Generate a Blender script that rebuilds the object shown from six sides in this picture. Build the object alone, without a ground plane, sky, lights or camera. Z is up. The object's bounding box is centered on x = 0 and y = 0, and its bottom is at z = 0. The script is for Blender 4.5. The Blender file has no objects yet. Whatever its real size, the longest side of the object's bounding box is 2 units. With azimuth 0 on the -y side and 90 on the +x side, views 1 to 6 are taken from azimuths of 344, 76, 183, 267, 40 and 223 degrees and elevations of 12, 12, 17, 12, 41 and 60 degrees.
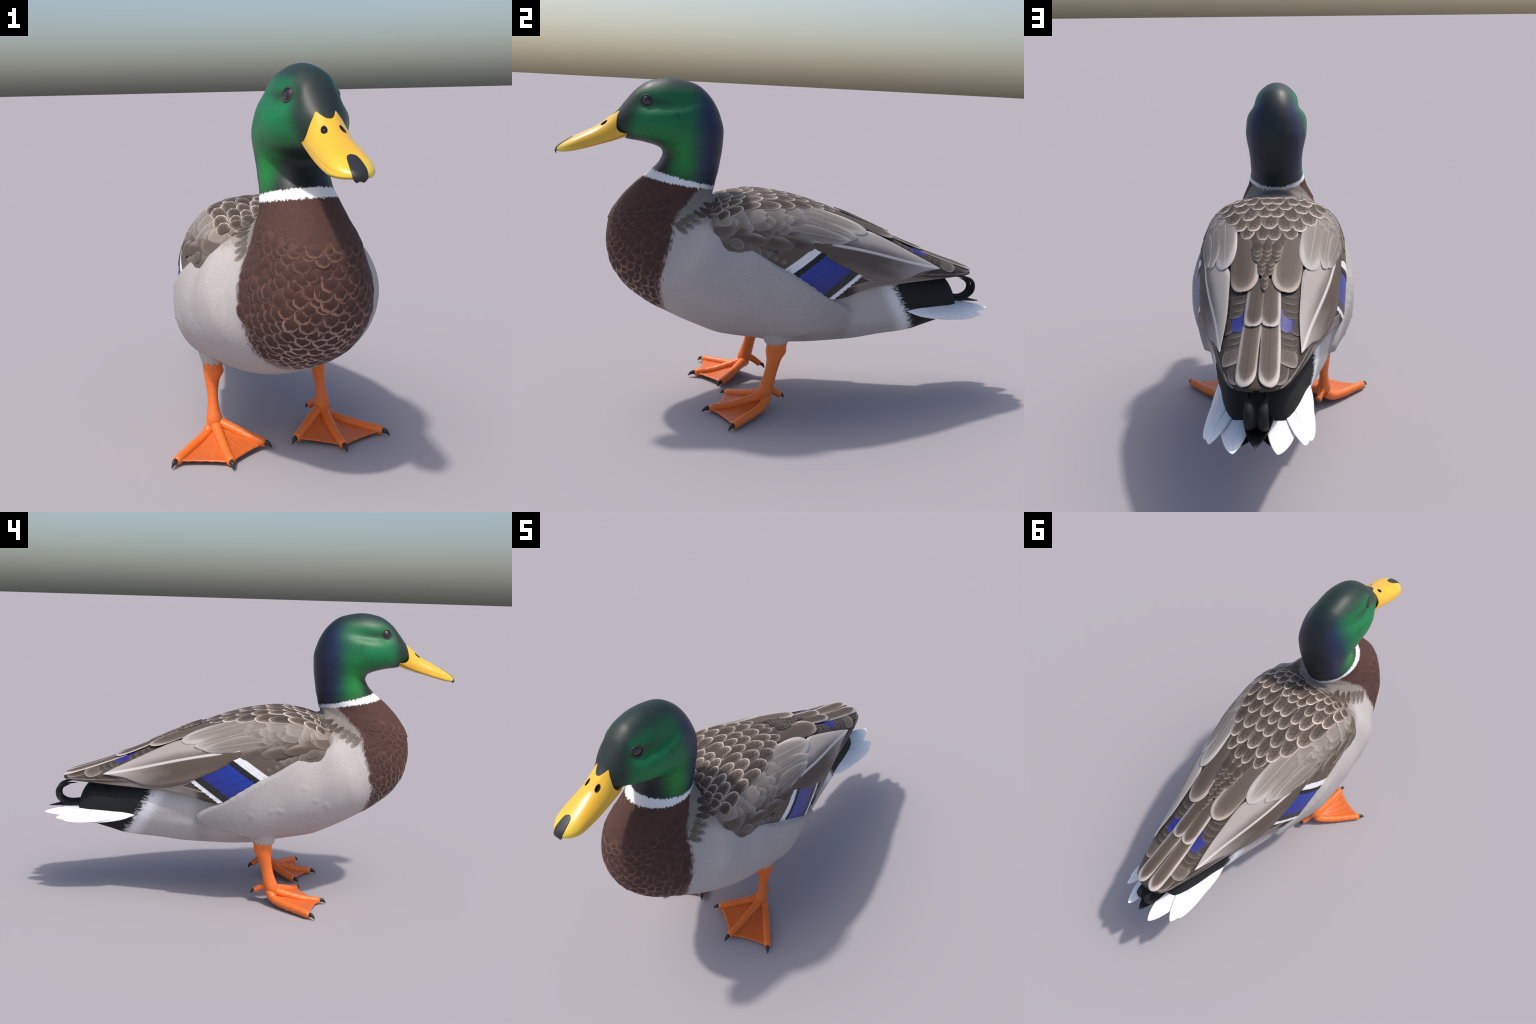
# A drake mallard, standing: procedural build.
# Frame: metres, z up, the bird faces -y, mirror plane x = 0.
import bpy, bmesh, math, random
import numpy as np
from mathutils import Vector, Matrix
from mathutils.bvhtree import BVHTree

rng = random.Random(7)

# ------------------------------------------------------------------ helpers
def pchip(xs, ys, x):
    """Monotone cubic through hand-placed control points; ys may be 1-D or 2-D."""
    xs = np.asarray(xs, float); ys = np.asarray(ys, float); x = np.asarray(x, float)
    if ys.ndim == 2:
        return np.stack([pchip(xs, ys[:, k], x) for k in range(ys.shape[1])], -1)
    h = np.diff(xs); d = np.diff(ys) / h
    m = np.zeros_like(ys)
    for i in range(1, len(xs) - 1):
        if d[i - 1] * d[i] > 0:
            w1, w2 = 2 * h[i] + h[i - 1], h[i] + 2 * h[i - 1]
            m[i] = (w1 + w2) / (w1 / d[i - 1] + w2 / d[i])
    m[0], m[-1] = d[0], d[-1]
    i = np.clip(np.searchsorted(xs, x) - 1, 0, len(xs) - 2)
    t = np.clip((x - xs[i]) / h[i], 0, 1)
    return ((2*t**3 - 3*t**2 + 1) * ys[i] + (t**3 - 2*t**2 + t) * h[i] * m[i]
            + (-2*t**3 + 3*t**2) * ys[i + 1] + (t**3 - t**2) * h[i] * m[i + 1])

def spline(pts, n):
    """Catmull-Rom through points, n samples, chord parameter."""
    P = np.asarray(pts, float)
    u = np.concatenate([[0], np.cumsum(np.linalg.norm(np.diff(P[:, :3], axis=0), axis=1) ** 0.5)])
    t = np.linspace(0, u[-1], n)
    m = np.zeros_like(P)
    for i in range(len(P)):
        a, b = max(i - 1, 0), min(i + 1, len(P) - 1)
        m[i] = (P[b] - P[a]) / (u[b] - u[a])
    i = np.clip(np.searchsorted(u, t) - 1, 0, len(P) - 2)
    h = (u[i + 1] - u[i])[:, None]; s = ((t - u[i]) / (u[i + 1] - u[i]))[:, None]
    return ((2*s**3 - 3*s**2 + 1) * P[i] + (s**3 - 2*s**2 + s) * h * m[i]
            + (-2*s**3 + 3*s**2) * P[i + 1] + (s**3 - s**2) * h * m[i + 1])

def sstep(a, b, x):
    t = np.clip((x - a) / (b - a), 0, 1)
    return t * t * (3 - 2 * t)

def gauss(*terms):
    return np.exp(-sum((d / s) ** 2 for d, s in terms))

def grid_faces(nu, nv, wrap_v=False, flip=False):
    f = []
    for i in range(nu - 1):
        for j in range(nv if wrap_v else nv - 1):
            k = (j + 1) % nv
            q = (i*nv + j, i*nv + k, (i+1)*nv + k, (i+1)*nv + j)
            f.append(q[::-1] if flip else q)
    return f

def new_mesh(name, verts, faces, mat=None, smooth=True):
    me = bpy.data.meshes.new(name)
    me.from_pydata([tuple(map(float, v)) for v in verts], [], faces)
    me.validate()
    if smooth:
        me.polygons.foreach_set("use_smooth", [True] * len(me.polygons))
    if mat:
        me.materials.append(mat)
    return me

def new_obj(name, me, parent=None):
    o = bpy.data.objects.new(name, me)
    bpy.context.scene.collection.objects.link(o)
    if parent:
        o.parent = parent
    return o

def orient(me, outward=True):
    bm = bmesh.new(); bm.from_mesh(me)
    bmesh.ops.recalc_face_normals(bm, faces=bm.faces)
    bm.to_mesh(me); bm.free()

def tube(path, radii, nseg=14, up=(0, 0, 1), cap=True):
    """Loft of ellipses: path points, radii = (side, up) per point."""
    P = np.asarray(path, float); R = np.asarray(radii, float)
    T = np.gradient(P, axis=0); T /= np.linalg.norm(T, axis=1)[:, None]
    verts = []
    for p, t, r in zip(P, T, R):
        s = np.cross(t, up); s /= np.linalg.norm(s); n = np.cross(s, t)
        for k in range(nseg):
            a = 2 * math.pi * k / nseg
            verts.append(p + s * r[0] * math.cos(a) + n * r[1] * math.sin(a))
    f = grid_faces(len(P), nseg, wrap_v=True)
    if cap:
        f.append(tuple(range(nseg))[::-1]); f.append(tuple(range((len(P)-1)*nseg, len(P)*nseg)))
    return verts, f

# ---------------------------------------------------------------- materials
class Nodes:
    """Tiny wrapper that makes node maths read like formulas."""
    def __init__(self, name):
        self.mat = bpy.data.materials.new(name); self.mat.use_nodes = True
        self.t = self.mat.node_tree; self.bsdf = self.t.nodes["Principled BSDF"]
    def n(self, kind, **kw):
        x = self.t.nodes.new(kind)
        for k, v in kw.items(): setattr(x, k, v)
        return x
    def link(self, v, sock):
        if isinstance(v, bpy.types.NodeSocket): self.t.links.new(v, sock)
        else: sock.default_value = v
    def m(self, op, a, b=0.0, c=0.0, clamp=False):
        x = self.n("ShaderNodeMath", operation=op, use_clamp=clamp)
        for i, v in enumerate((a, b, c)): self.link(v, x.inputs[i])
        return x.outputs[0]
    def add(self, a, b): return self.m("ADD", a, b)
    def sub(self, a, b): return self.m("SUBTRACT", a, b)
    def mul(self, a, b): return self.m("MULTIPLY", a, b)
    def step(self, lo, hi, v):
        x = self.n("ShaderNodeMapRange", interpolation_type="SMOOTHSTEP")
        self.link(v, x.inputs[0]); self.link(lo, x.inputs[1]); self.link(hi, x.inputs[2])
        return x.outputs[0]
    def xyz(self):
        c = self.n("ShaderNodeTexCoord"); s = self.n("ShaderNodeSeparateXYZ")
        self.t.links.new(c.outputs["Object"], s.inputs[0])
        self.co = c.outputs["Object"]
        return s.outputs[0], s.outputs[1], s.outputs[2]
    def noise(self, scale, detail=3.0, stretch=(1, 1, 1), rough=0.55, rot=(0, 0, 0)):
        mp = self.n("ShaderNodeMapping"); mp.inputs["Scale"].default_value = stretch
        mp.inputs["Rotation"].default_value = rot
        self.t.links.new(self.co, mp.inputs[0])
        x = self.n("ShaderNodeTexNoise")
        x.inputs["Scale"].default_value = scale; x.inputs["Detail"].default_value = detail
        x.inputs["Roughness"].default_value = rough
        self.t.links.new(mp.outputs[0], x.inputs[0])
        return x.outputs["Fac"]
    def curve(self, v, pts, lo, hi):
        """Piecewise curve v -> value, as a float-curve node; pts = (v, value), both in metres."""
        x = self.n("ShaderNodeFloatCurve"); cm = x.mapping
        c = cm.curves[0]
        vs = [p[0] for p in pts]; v0, v1 = min(vs), max(vs)
        while len(c.points) < len(pts): c.points.new(0.5, 0.5)
        for p, (a, b) in zip(c.points, sorted(pts)):
            p.location = ((a - v0) / (v1 - v0), (b - lo) / (hi - lo)); p.handle_type = "AUTO_CLAMPED"
        cm.use_clip = False; cm.update()
        r = self.n("ShaderNodeMapRange"); self.link(v, r.inputs[0]); r.inputs[1].default_value = v0; r.inputs[2].default_value = v1
        self.link(r.outputs[0], x.inputs["Value"])
        return self.add(self.mul(x.outputs[0], hi - lo), lo)
    def mix(self, f, a, b):
        x = self.n("ShaderNodeMix", data_type="RGBA", clamp_factor=True)
        self.link(f, x.inputs[0])
        for v, s in ((a, x.inputs[6]), (b, x.inputs[7])):
            self.link((*v, 1.0) if isinstance(v, tuple) else v, s)
        return x.outputs[2]
    def bump(self, h, strength, dist, prev=None):
        b = self.n("ShaderNodeBump"); b.inputs["Strength"].default_value = strength; b.inputs["Distance"].default_value = dist
        self.link(h, b.inputs["Height"])
        if prev: self.t.links.new(prev, b.inputs["Normal"])
        return b.outputs[0]
    def out(self, col, rough=0.6, spec=0.3, normal=None, **kw):
        self.link((*col, 1.0) if isinstance(col, tuple) else col, self.bsdf.inputs["Base Color"])
        self.link(rough, self.bsdf.inputs["Roughness"]); self.link(spec, self.bsdf.inputs["Specular IOR Level"])
        for k, v in kw.items(): self.link(v, self.bsdf.inputs[k.replace("_", " ")])
        if normal: self.t.links.new(normal, self.bsdf.inputs["Normal"])
        return self.mat

def plain(name, col, rough=0.6, spec=0.3, **kw):
    return Nodes(name).out(col, rough, spec, **kw)

# =================================================================== BACK SHELL
# Folded wings and mantle: one arched shell from shoulder to the end of the long tertials.
# (y, top z, half width, rim z, squareness)
SHELL = [
    (-.412, .850, .235, .70, 2.0),
    (-.395, .872, .262, .70, 2.1),
    (-.360, .894, .287, .70, 2.25),
    (-.310, .917, .302, .69, 2.5),
    (-.240, .932, .306, .68, 2.75),
    (-.160, .943, .308, .65, 2.85),
    (-.020, .930, .308, .60, 2.75),
    (.075, .909, .302, .54, 2.65),
    (.170, .879, .288, .52, 2.5),
    (.270, .841, .267, .545, 2.45),
    (.363, .802, .242, .560, 2.35),
    (.459, .761, .211, .562, 2.3),
    (.556, .717, .180, .565, 2.25),
    (.685, .667, .148, .568, 2.2),
    (.798, .627, .116, .572, 2.2),
    (.870, .603, .089, .573, 2.2),
    (.905, .589, .052, .573, 2.1),
    (.914, .581, .012, .573, 2.0),
]
SH = np.array(SHELL)
def shell_point(y, a):
    """y along the back; a = -1..1 from right rim over the top to left rim."""
    y = np.asarray(y, float); a = np.asarray(a, float)
    top, w, rim, n = (pchip(SH[:, 0], SH[:, k], y) for k in (1, 2, 3, 4))
    ph = a * math.pi / 2
    x = w * np.sign(a) * np.abs(np.sin(ph)) ** (2 / n)
    z = rim + (top - rim) * np.abs(np.cos(ph)) ** (2 / n)
    return np.stack([x, y, z], -1)

def build_shell():
    t = np.linspace(0, 1, 220)
    ys = -.412 + 1.326 * (t + .04 * np.sin(2 * math.pi * t) * -1)
    ys = np.sort(np.clip(ys, -.412, .914))
    al = np.linspace(-1, 1, 121)
    G = np.stack([shell_point(np.full_like(al, y), al) for y in ys])
    return ys, al, G

# =================================================================== BODY
# Each station: dorsal point (y, z), ventral point (y, z), half width, skew
# (+ = wider on the dorsal side), squareness n.
STATIONS = [
    (.846, .425, .842, .389, .030, 0, 2),
    (.838, .462, .812, .360, .085, 0, 2),
    (.812, .522, .762, .340, .108, 0, 2),
    (.765, .566, .690, .317, .128, 0, 2),
    (.640, .600, .590, .290, .152, 0, 2.1),
    (.460, .670, .450, .279, .199, 0, 2.15),
    (.280, .765, .290, .265, .264, 0, 2.2),
    (.100, .855, .120, .263, .310, -.03, 2.35),
    (-.080, .908, -.020, .268, .346, -.05, 2.42),
    (-.220, .920, -.160, .290, .348, -.07, 2.1),
    (-.310, .920, -.300, .310, .335, -.08, 2.0),
    (-.343, .922, -.420, .355, .330, -.05, 1.98),
    (-.350, .928, -.530, .405, .312, -.03, 1.93),
    (-.347, .936, -.642, .469, .256, -.09, 1.9),
    (-.342, .943, -.728, .547, .220, -.15, 2),
    (-.338, .950, -.779, .641, .197, -.18, 2),
    (-.335, .957, -.792, .730, .174, -.18, 2),
    (-.333, .965, -.781, .820, .156, -.14, 2),
    (-.331, .976, -.740, .895, .137, -.08, 2),
    (-.328, .992, -.673, .968, .126, 0, 2),
    (-.321, 1.020, -.608, 1.022, .118, 0, 2.05),
    (-.314, 1.065, -.573, 1.061, .118, 0, 2.1),
    (-.306, 1.125, -.560, 1.093, .122, .03, 2.1),
    (-.303, 1.190, -.568, 1.113, .131, 0, 2.1),
    (-.318, 1.255, -.597, 1.128, .138, -.06, 2.1),
    (-.360, 1.333, -.628, 1.136, .137, -.14, 2.1),
    (-.435, 1.390, -.650, 1.141, .131, -.20, 2.1),
    (-.535, 1.407, -.668, 1.144, .120, -.20, 2.1),
    (-.612, 1.394, -.684, 1.146, .106, -.15, 2.1),
    (-.672, 1.358, -.700, 1.148, .090, -.08, 2.1),
    (-.716, 1.309, -.714, 1.151, .076, -.05, 2.1),
    (-.752, 1.264, -.722, 1.155, .063, -.1, 2.2),
    (-.778, 1.2415, -.745, 1.160, .051, -.1, 2.2),
    (-.800, 1.216, -.780, 1.165, .040, -.1, 2.2),
]
N_S, N_T = 460, 200
ST = np.array(STATIONS)
_u = np.concatenate([[0], np.cumsum(np.linalg.norm(np.diff((ST[:, 0:2] + ST[:, 2:4]) / 2, axis=0), axis=1)
                                    + 0.25 * np.linalg.norm(np.diff(ST[:, 0:4], axis=0), axis=1))])
SU = np.linspace(0, _u[-1], N_S)
SV = pchip(_u, ST, SU)

# upper rim of the flank feathers, which lap over the folded wing: (y, z), front to rear lobe
FLANK_RIM = [(-.43, .870), (-.392, .848), (-.361, .803), (-.24, .763), (-.102, .675), (-.03, .637), (.108, .548),
             (.141, .527), (.205, .492), (.245, .462), (.260, .436), (.247, .412), (.215, .396), (.150, .380), (.06, .36)]
RIM = spline(np.array([(y, z, 0) for y, z in FLANK_RIM]), 400)[:, :2]

def rim_distance(y, z):
    """Signed distance in side view to the flank rim; positive above / behind it."""
    P = np.stack([y, z], -1)
    a, b = RIM[:-1], RIM[1:]
    best = np.full(len(P), 9.0); sign = np.ones(len(P))
    for p, q in zip(a, b):
        e = q - p; w = P - p
        t = np.clip((w @ e) / (e @ e), 0, 1)
        d = w - t[:, None] * e
        r = np.hypot(d[:, 0], d[:, 1])
        c = e[0] * w[:, 1] - e[1] * w[:, 0]
        m = r < best
        best[m] = r[m]; sign[m] = np.sign(c[m])
    return best * sign

def build_body():
    th = np.linspace(0, 2 * math.pi, N_T, endpoint=False)
    c, s = np.cos(th), np.sin(th)
    V = np.zeros((N_S, N_T, 3))
    for i, (dy, dz, vy, vz, w, k, n) in enumerate(SV):
        cc = np.sign(c) * np.abs(c) ** (2 / n); ss = np.sign(s) * np.abs(s) ** (2 / n)
        V[i, :, 0] = w * ss * (1 + k * cc)
        V[i, :, 1] = (dy + vy) / 2 + cc * (dy - vy) / 2
        V[i, :, 2] = (dz + vz) / 2 + cc * (dz - vz) / 2
    return V

def vnormals(V):
    du = np.gradient(V, axis=0)
    dv = np.roll(V, -1, 1) - np.roll(V, 1, 1)
    n = np.cross(du, dv); n /= np.linalg.norm(n, axis=-1, keepdims=True) + 1e-12
    return n

BV = build_body()
_n = vnormals(BV)
if (_n[60, N_T // 4] * [1, 0, 0]).sum() < 0: _n = -_n
X, Y, Z = BV[..., 0], BV[..., 1], BV[..., 2]
AX = np.abs(X)
# flank lip
side = sstep(.10, .17, AX)
d = rim_distance(Y.ravel(), Z.ravel()).reshape(Y.shape)
torso_part = sstep(-.42, -.33, Y) * (1 - sstep(.26, .55, Y))
off = -.026 * sstep(-.013, .006, d) * side * torso_part
lobe_low = sstep(.0, .10, Y) * (1 - sstep(.37, .44, Z))           # the lobe's under edge is soft
off = off * (1 - .55 * lobe_low)
# head relief: groove behind the eye, cheek, eye socket
head = sstep(1.08, 1.16, Z)
off += head * side * 0
off += -.016 * gauss((Z - 1.304 - .10 * (Y + .55), .030), (Y + .55, .11)) * sstep(.05, .09, AX)
off += .003 * gauss((Z - 1.215, .05), (Y + .60, .07)) * sstep(.04, .08, AX)
off += -.008 * gauss((Y + .645, .040), (Z - 1.308, .032)) * sstep(.04, .07, AX)
BV = BV + _n * off[..., None]
# above the rim the body keeps inside the folded wing
_top, _w, _rim, _nn = (pchip(SH[:, 0], SH[:, k], Y.ravel()).reshape(Y.shape) for k in (1, 2, 3, 4))
_q = np.clip((BV[..., 2] - _rim) / (_top - _rim), 0, 1)
_lim = _w * (1 - _q ** _nn) ** (1 / _nn) - .007
_in = sstep(-.012, .004, d) * sstep(-.37, -.29, Y) * (BV[..., 2] > _rim - .02) * (Y < .72) * (1 - sstep(.90, .935, BV[..., 2]))
BV[..., 0] = np.sign(X) * (np.abs(BV[..., 0]) * (1 - _in) + np.minimum(np.abs(BV[..., 0]), np.maximum(_lim, 0)) * _in)
# small ruffles on the right flank
for k in range(17):
    cy, cz = rng.uniform(-.38, .06), rng.uniform(.40, .66)
    if cz > .66 - .45 * (cy + .30): continue
    u_, v_ = (Y - cy) + .35 * (Z - cz), (Z - cz) - .35 * (Y - cy)
    BV[..., 0] -= .0045 * np.exp(-(u_ / .016) ** 2 - (v_ / .0045) ** 2) * (X < -.15)

# ============================================================= MATERIALS
def feather_mat(name, core, mid, edge, c=.5, p=2.0, q=2.0, e=(.72, .95), edge_amt=1.0, shaft=None, streak=.5, rough=.7,
                vane=None, tip=None, spread=.14, scratch=0.0):
    """Colour of one feather in its own frame: x = -1..1 across, y = 0..1 root to tip.
    c, p, q repeat the outline of the mesh, so that the pale fringe follows the edge."""
    N = Nodes(name); x, y, z = N.xyz()
    ax = N.m("ABSOLUTE", x)
    rnd = N.n("ShaderNodeObjectInfo").outputs["Random"]
    barb = N.noise(1.0, 2.0, (7, 30, 1), rot=(0, 0, .5))
    blotch = N.noise(2.2, 3.0, (1.6, 2.6, 1))
    yy = N.m("MAXIMUM", N.mul(N.sub(y, c), 1 / (1 - c)), 0.0)
    r = N.add(N.m("POWER", ax, p), N.m("POWER", yy, q))
    rn = N.add(r, N.mul(N.sub(barb, .5), .16))
    f = N.step(.10, .95, N.add(r, N.mul(N.sub(blotch, .5), .9 * streak)))
    col = N.mix(f, core, mid)
    if vane:                                        # (colour, from x, to x): the paler vane of an asymmetric feather
        col = N.mix(N.mul(N.step(vane[1], vane[2], N.add(x, N.mul(N.sub(blotch, .5), .25))), vane[3] if len(vane) > 3 else 1.0), col, vane[0])
    if tip:                                         # (colour, from y, to y)
        col = N.mix(N.step(tip[1], tip[2], N.add(y, N.mul(N.sub(blotch, .5), .2))), col, tip[0])
    if shaft:                                       # (colour, half width, strength)
        sx = N.step(shaft[1], shaft[1] * .3, N.m("ABSOLUTE", N.add(x, shaft[3] if len(shaft) > 3 else 0.0)))
        col = N.mix(N.mul(sx, shaft[2]), col, shaft[0])
    if scratch:
        sc = N.noise(1.0, 1.0, (2.2, 4.5, .5), rough=.5, rot=(0, 0, .6))
        line = N.step(.035, .0, N.m("ABSOLUTE", N.sub(sc, .5)))
        col = N.mix(N.mul(N.mul(line, N.step(.35, .75, y)), scratch), col, edge)
    fringe = N.mul(N.step(e[0], e[1], rn), edge_amt)
    col = N.mix(fringe, col, edge)
    v = N.n("ShaderNodeHueSaturation"); N.link(col, v.inputs["Color"])
    N.link(N.add(1.0 - spread, N.mul(rnd, 2 * spread)), v.inputs["Value"])
    nrm = N.bump(barb, .25, .002)
    return N.out(v.outputs[0], rough, .25, nrm)

def band_mat(name, bands, rough=.6, streak=.03, spec=.3, blue=False, slant=0.0):
    """Feather with cross bands: bands = [(from y, colour), ...] root to tip."""
    N = Nodes(name); x, y, z = N.xyz()
    barb = N.noise(1.0, 2.0, (9, 14, 1), rot=(0, 0, .6))
    yy = N.add(N.add(y, N.mul(x, slant)), N.mul(N.sub(barb, .5), streak * 2.5))
    col = bands[0][1]
    for at, c in bands[1:]:
        col = N.mix(N.step(at - .012, at + .012, yy), col, c)
    if blue:                                        # sheen drifts from violet at the tip to clear blue at the front
        inb = N.mul(N.step(bands[1][0] - .01, bands[1][0] + .02, yy), N.step(bands[2][0] + .01, bands[2][0] - .02, yy))
        col = N.mix(N.mul(inb, N.step(.30, .75, N.add(y, N.mul(x, .1)))), col, (.016, .023, .225))
        col = N.mix(N.mul(inb, N.step(.30, .05, N.add(y, N.mul(x, .1)))), col, (.020, .060, .34))
    edge = N.step(.70, .95, N.mul(x, -1.0))
    col = N.mix(N.mul(edge, .5), col, (.012, .011, .02))
    fine = N.noise(1.0, 2.0, (6, 40, 1), rot=(0, 0, .5))
    h = N.n("ShaderNodeHueSaturation"); N.link(col, h.inputs["Color"])
    N.link(N.add(.8, N.mul(fine, .4)), h.inputs["Value"])
    return N.out(h.outputs[0], rough, spec, N.bump(fine, .2, .002))

BROWN_CORE, BROWN_MID, BUFF = (.060, .044, .035), (.185, .146, .122), (.56, .47, .405)
GREY, GREY_LT, GREY_BR = (.265, .232, .205), (.40, .365, .34), (.12, .09, .07)
WHITE, INK, BLUE = (.80, .80, .82), (.016, .016, .017), (.008, .032, .30)

M_scallop = feather_mat("mantle_feather", BROWN_CORE, BROWN_MID, BUFF, .52, 2, 2, (.66, .93), streak=1.0, spread=.20, scratch=.30)
M_scap = feather_mat("scapular_feather", (.095, .072, .058), (.19, .152, .128), (.43, .355, .305), .55, 2, 2.5, (.58, 1.0), streak=.5)
M_chev = feather_mat("spine_feather", BROWN_CORE, (.10, .076, .062), (.30, .235, .19), .45, 1.6, 1.5, (.70, .95), streak=.6)
M_central = feather_mat("long_scapular", (.095, .070, .056), (.19, .152, .13), (.50, .44, .40), .72, 2, 2, (.46, 1.0), shaft=((.06, .045, .036), .10, .6), streak=.5)
M_covert = feather_mat("wing_covert", (.215, .182, .158), (.285, .25, .225), (.34, .305, .275), .45, 2, 2, (.45, 1.0), .45, streak=.9, spread=.05)
M_covert_mid = feather_mat("wing_covert_middle", (.18, .148, .125), (.245, .21, .185), (.31, .275, .248), .45, 2, 2, (.45, 1.0), .55, streak=.9, spread=.05)
M_covert_low = feather_mat("wing_covert_lower", (.105, .08, .064), (.165, .133, .112), (.22, .185, .16), .45, 2, 2, (.45, 1.0), .5, streak=.9, spread=.06)
M_covlong = feather_mat("long_covert", (.225, .19, .166), (.315, .28, .254), (.47, .43, .40), .35, 1.6, 1.9, (.60, 1.0), .9, shaft=((.44, .41, .39), .06, .5), streak=.6)
M_covbrown = feather_mat("brown_covert", (.092, .068, .053), (.13, .099, .08), (.19, .15, .122), .5, 2, 2, (.82, 1.0), .6, streak=.6,
                         vane=((.235, .20, .172), -.1, -.9))
M_covsmall = feather_mat("small_covert", (.135, .113, .095), (.18, .155, .132), (.255, .222, .193), .45, 2, 2, (.62, .95), .7)
M_tertial = feather_mat("tertial", (.105, .079, .064), (.19, .152, .128), (.46, .41, .38), .6, 2.5, 3, (.90, 1.0), .8,
                        shaft=((.68, .63, .60), .085, .9, .0), vane=((.44, .39, .36), .05, -.45, .85), tip=((.46, .41, .38), .45, 1.05))
M_gap = feather_mat("tertial_covert", (.050, .039, .032), (.098, .077, .064), (.32, .265, .23), .5, 2, 2, (.80, .98), .8)
M_blue = feather_mat("blue_feather", (.030, .030, .20), (.055, .048, .22), (.20, .17, .22), .5, 2, 2.4, (.93, 1.0), .5, rough=.45)
M_prim = feather_mat("primary", (.055, .044, .038), (.085, .068, .058), (.27, .23, .205), .85, 2, 2, (.72, 1.0), .7)
M_undert = feather_mat("under_tertial", (.13, .105, .09), (.21, .18, .16), (.40, .36, .33), .6, 2, 2, (.8, 1.0), .7)
M_streak = feather_mat("neck_side_feather", (.13, .105, .088), (.21, .178, .155), (.33, .29, .26), .4, 2, 2, (.5, 1.0), .8)
M_endpale = feather_mat("end_feather", (.13, .10, .082), (.27, .225, .195), (.50, .44, .41), .5, 2, 2.5, (.75, 1.0), .9)
M_second = band_mat("secondary", [(0, INK), (.17, BLUE), (.775, INK), (.925, WHITE)], .38, streak=.010, spec=.5, blue=True, slant=.043)
M_greater = band_mat("greater_covert", [(0, (.11, .085, .068)), (.575, WHITE), (.835, INK)], .6, streak=.016, slant=.076)
M_breast = None
M_white = feather_mat("white_tail_feather", (.80, .80, .82), (.86, .86, .87), (.90, .90, .91), .5, 2, 2, (.8, 1.0), 1.0, shaft=((.70, .71, .74), .06, .7), streak=.3)
M_black = plain("horn_black", (.022, .023, .025), .38, .4)
M_tailblack = feather_mat("black_tail_feather", (.014, .014, .015), (.022, .022, .024), (.06, .06, .062), .6, 2, 2, (.8, 1.0), .6)

# ---- shell base, mostly hidden
def shell_material():
    N = Nodes("wing_base"); x, y, z = N.xyz()
    n = N.noise(40, 4, (1, .3, 1)); f = N.noise(300, 2)
    dark = N.mix(n, (.045, .035, .030), (.10, .08, .065))
    shoulder = N.mix(f, (.155, .128, .108), (.225, .19, .165))
    low = N.mix(n, (.10, .078, .063), (.15, .12, .10))
    cov = N.mix(N.step(.745, .80, N.add(z, N.mul(N.sub(n, .5), .05))), low, shoulder)
    return N.out(N.mix(N.step(.20, .0, y), dark, cov), .8, .2, N.bump(n, .3, .004))
M_shell = shell_material()

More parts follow.
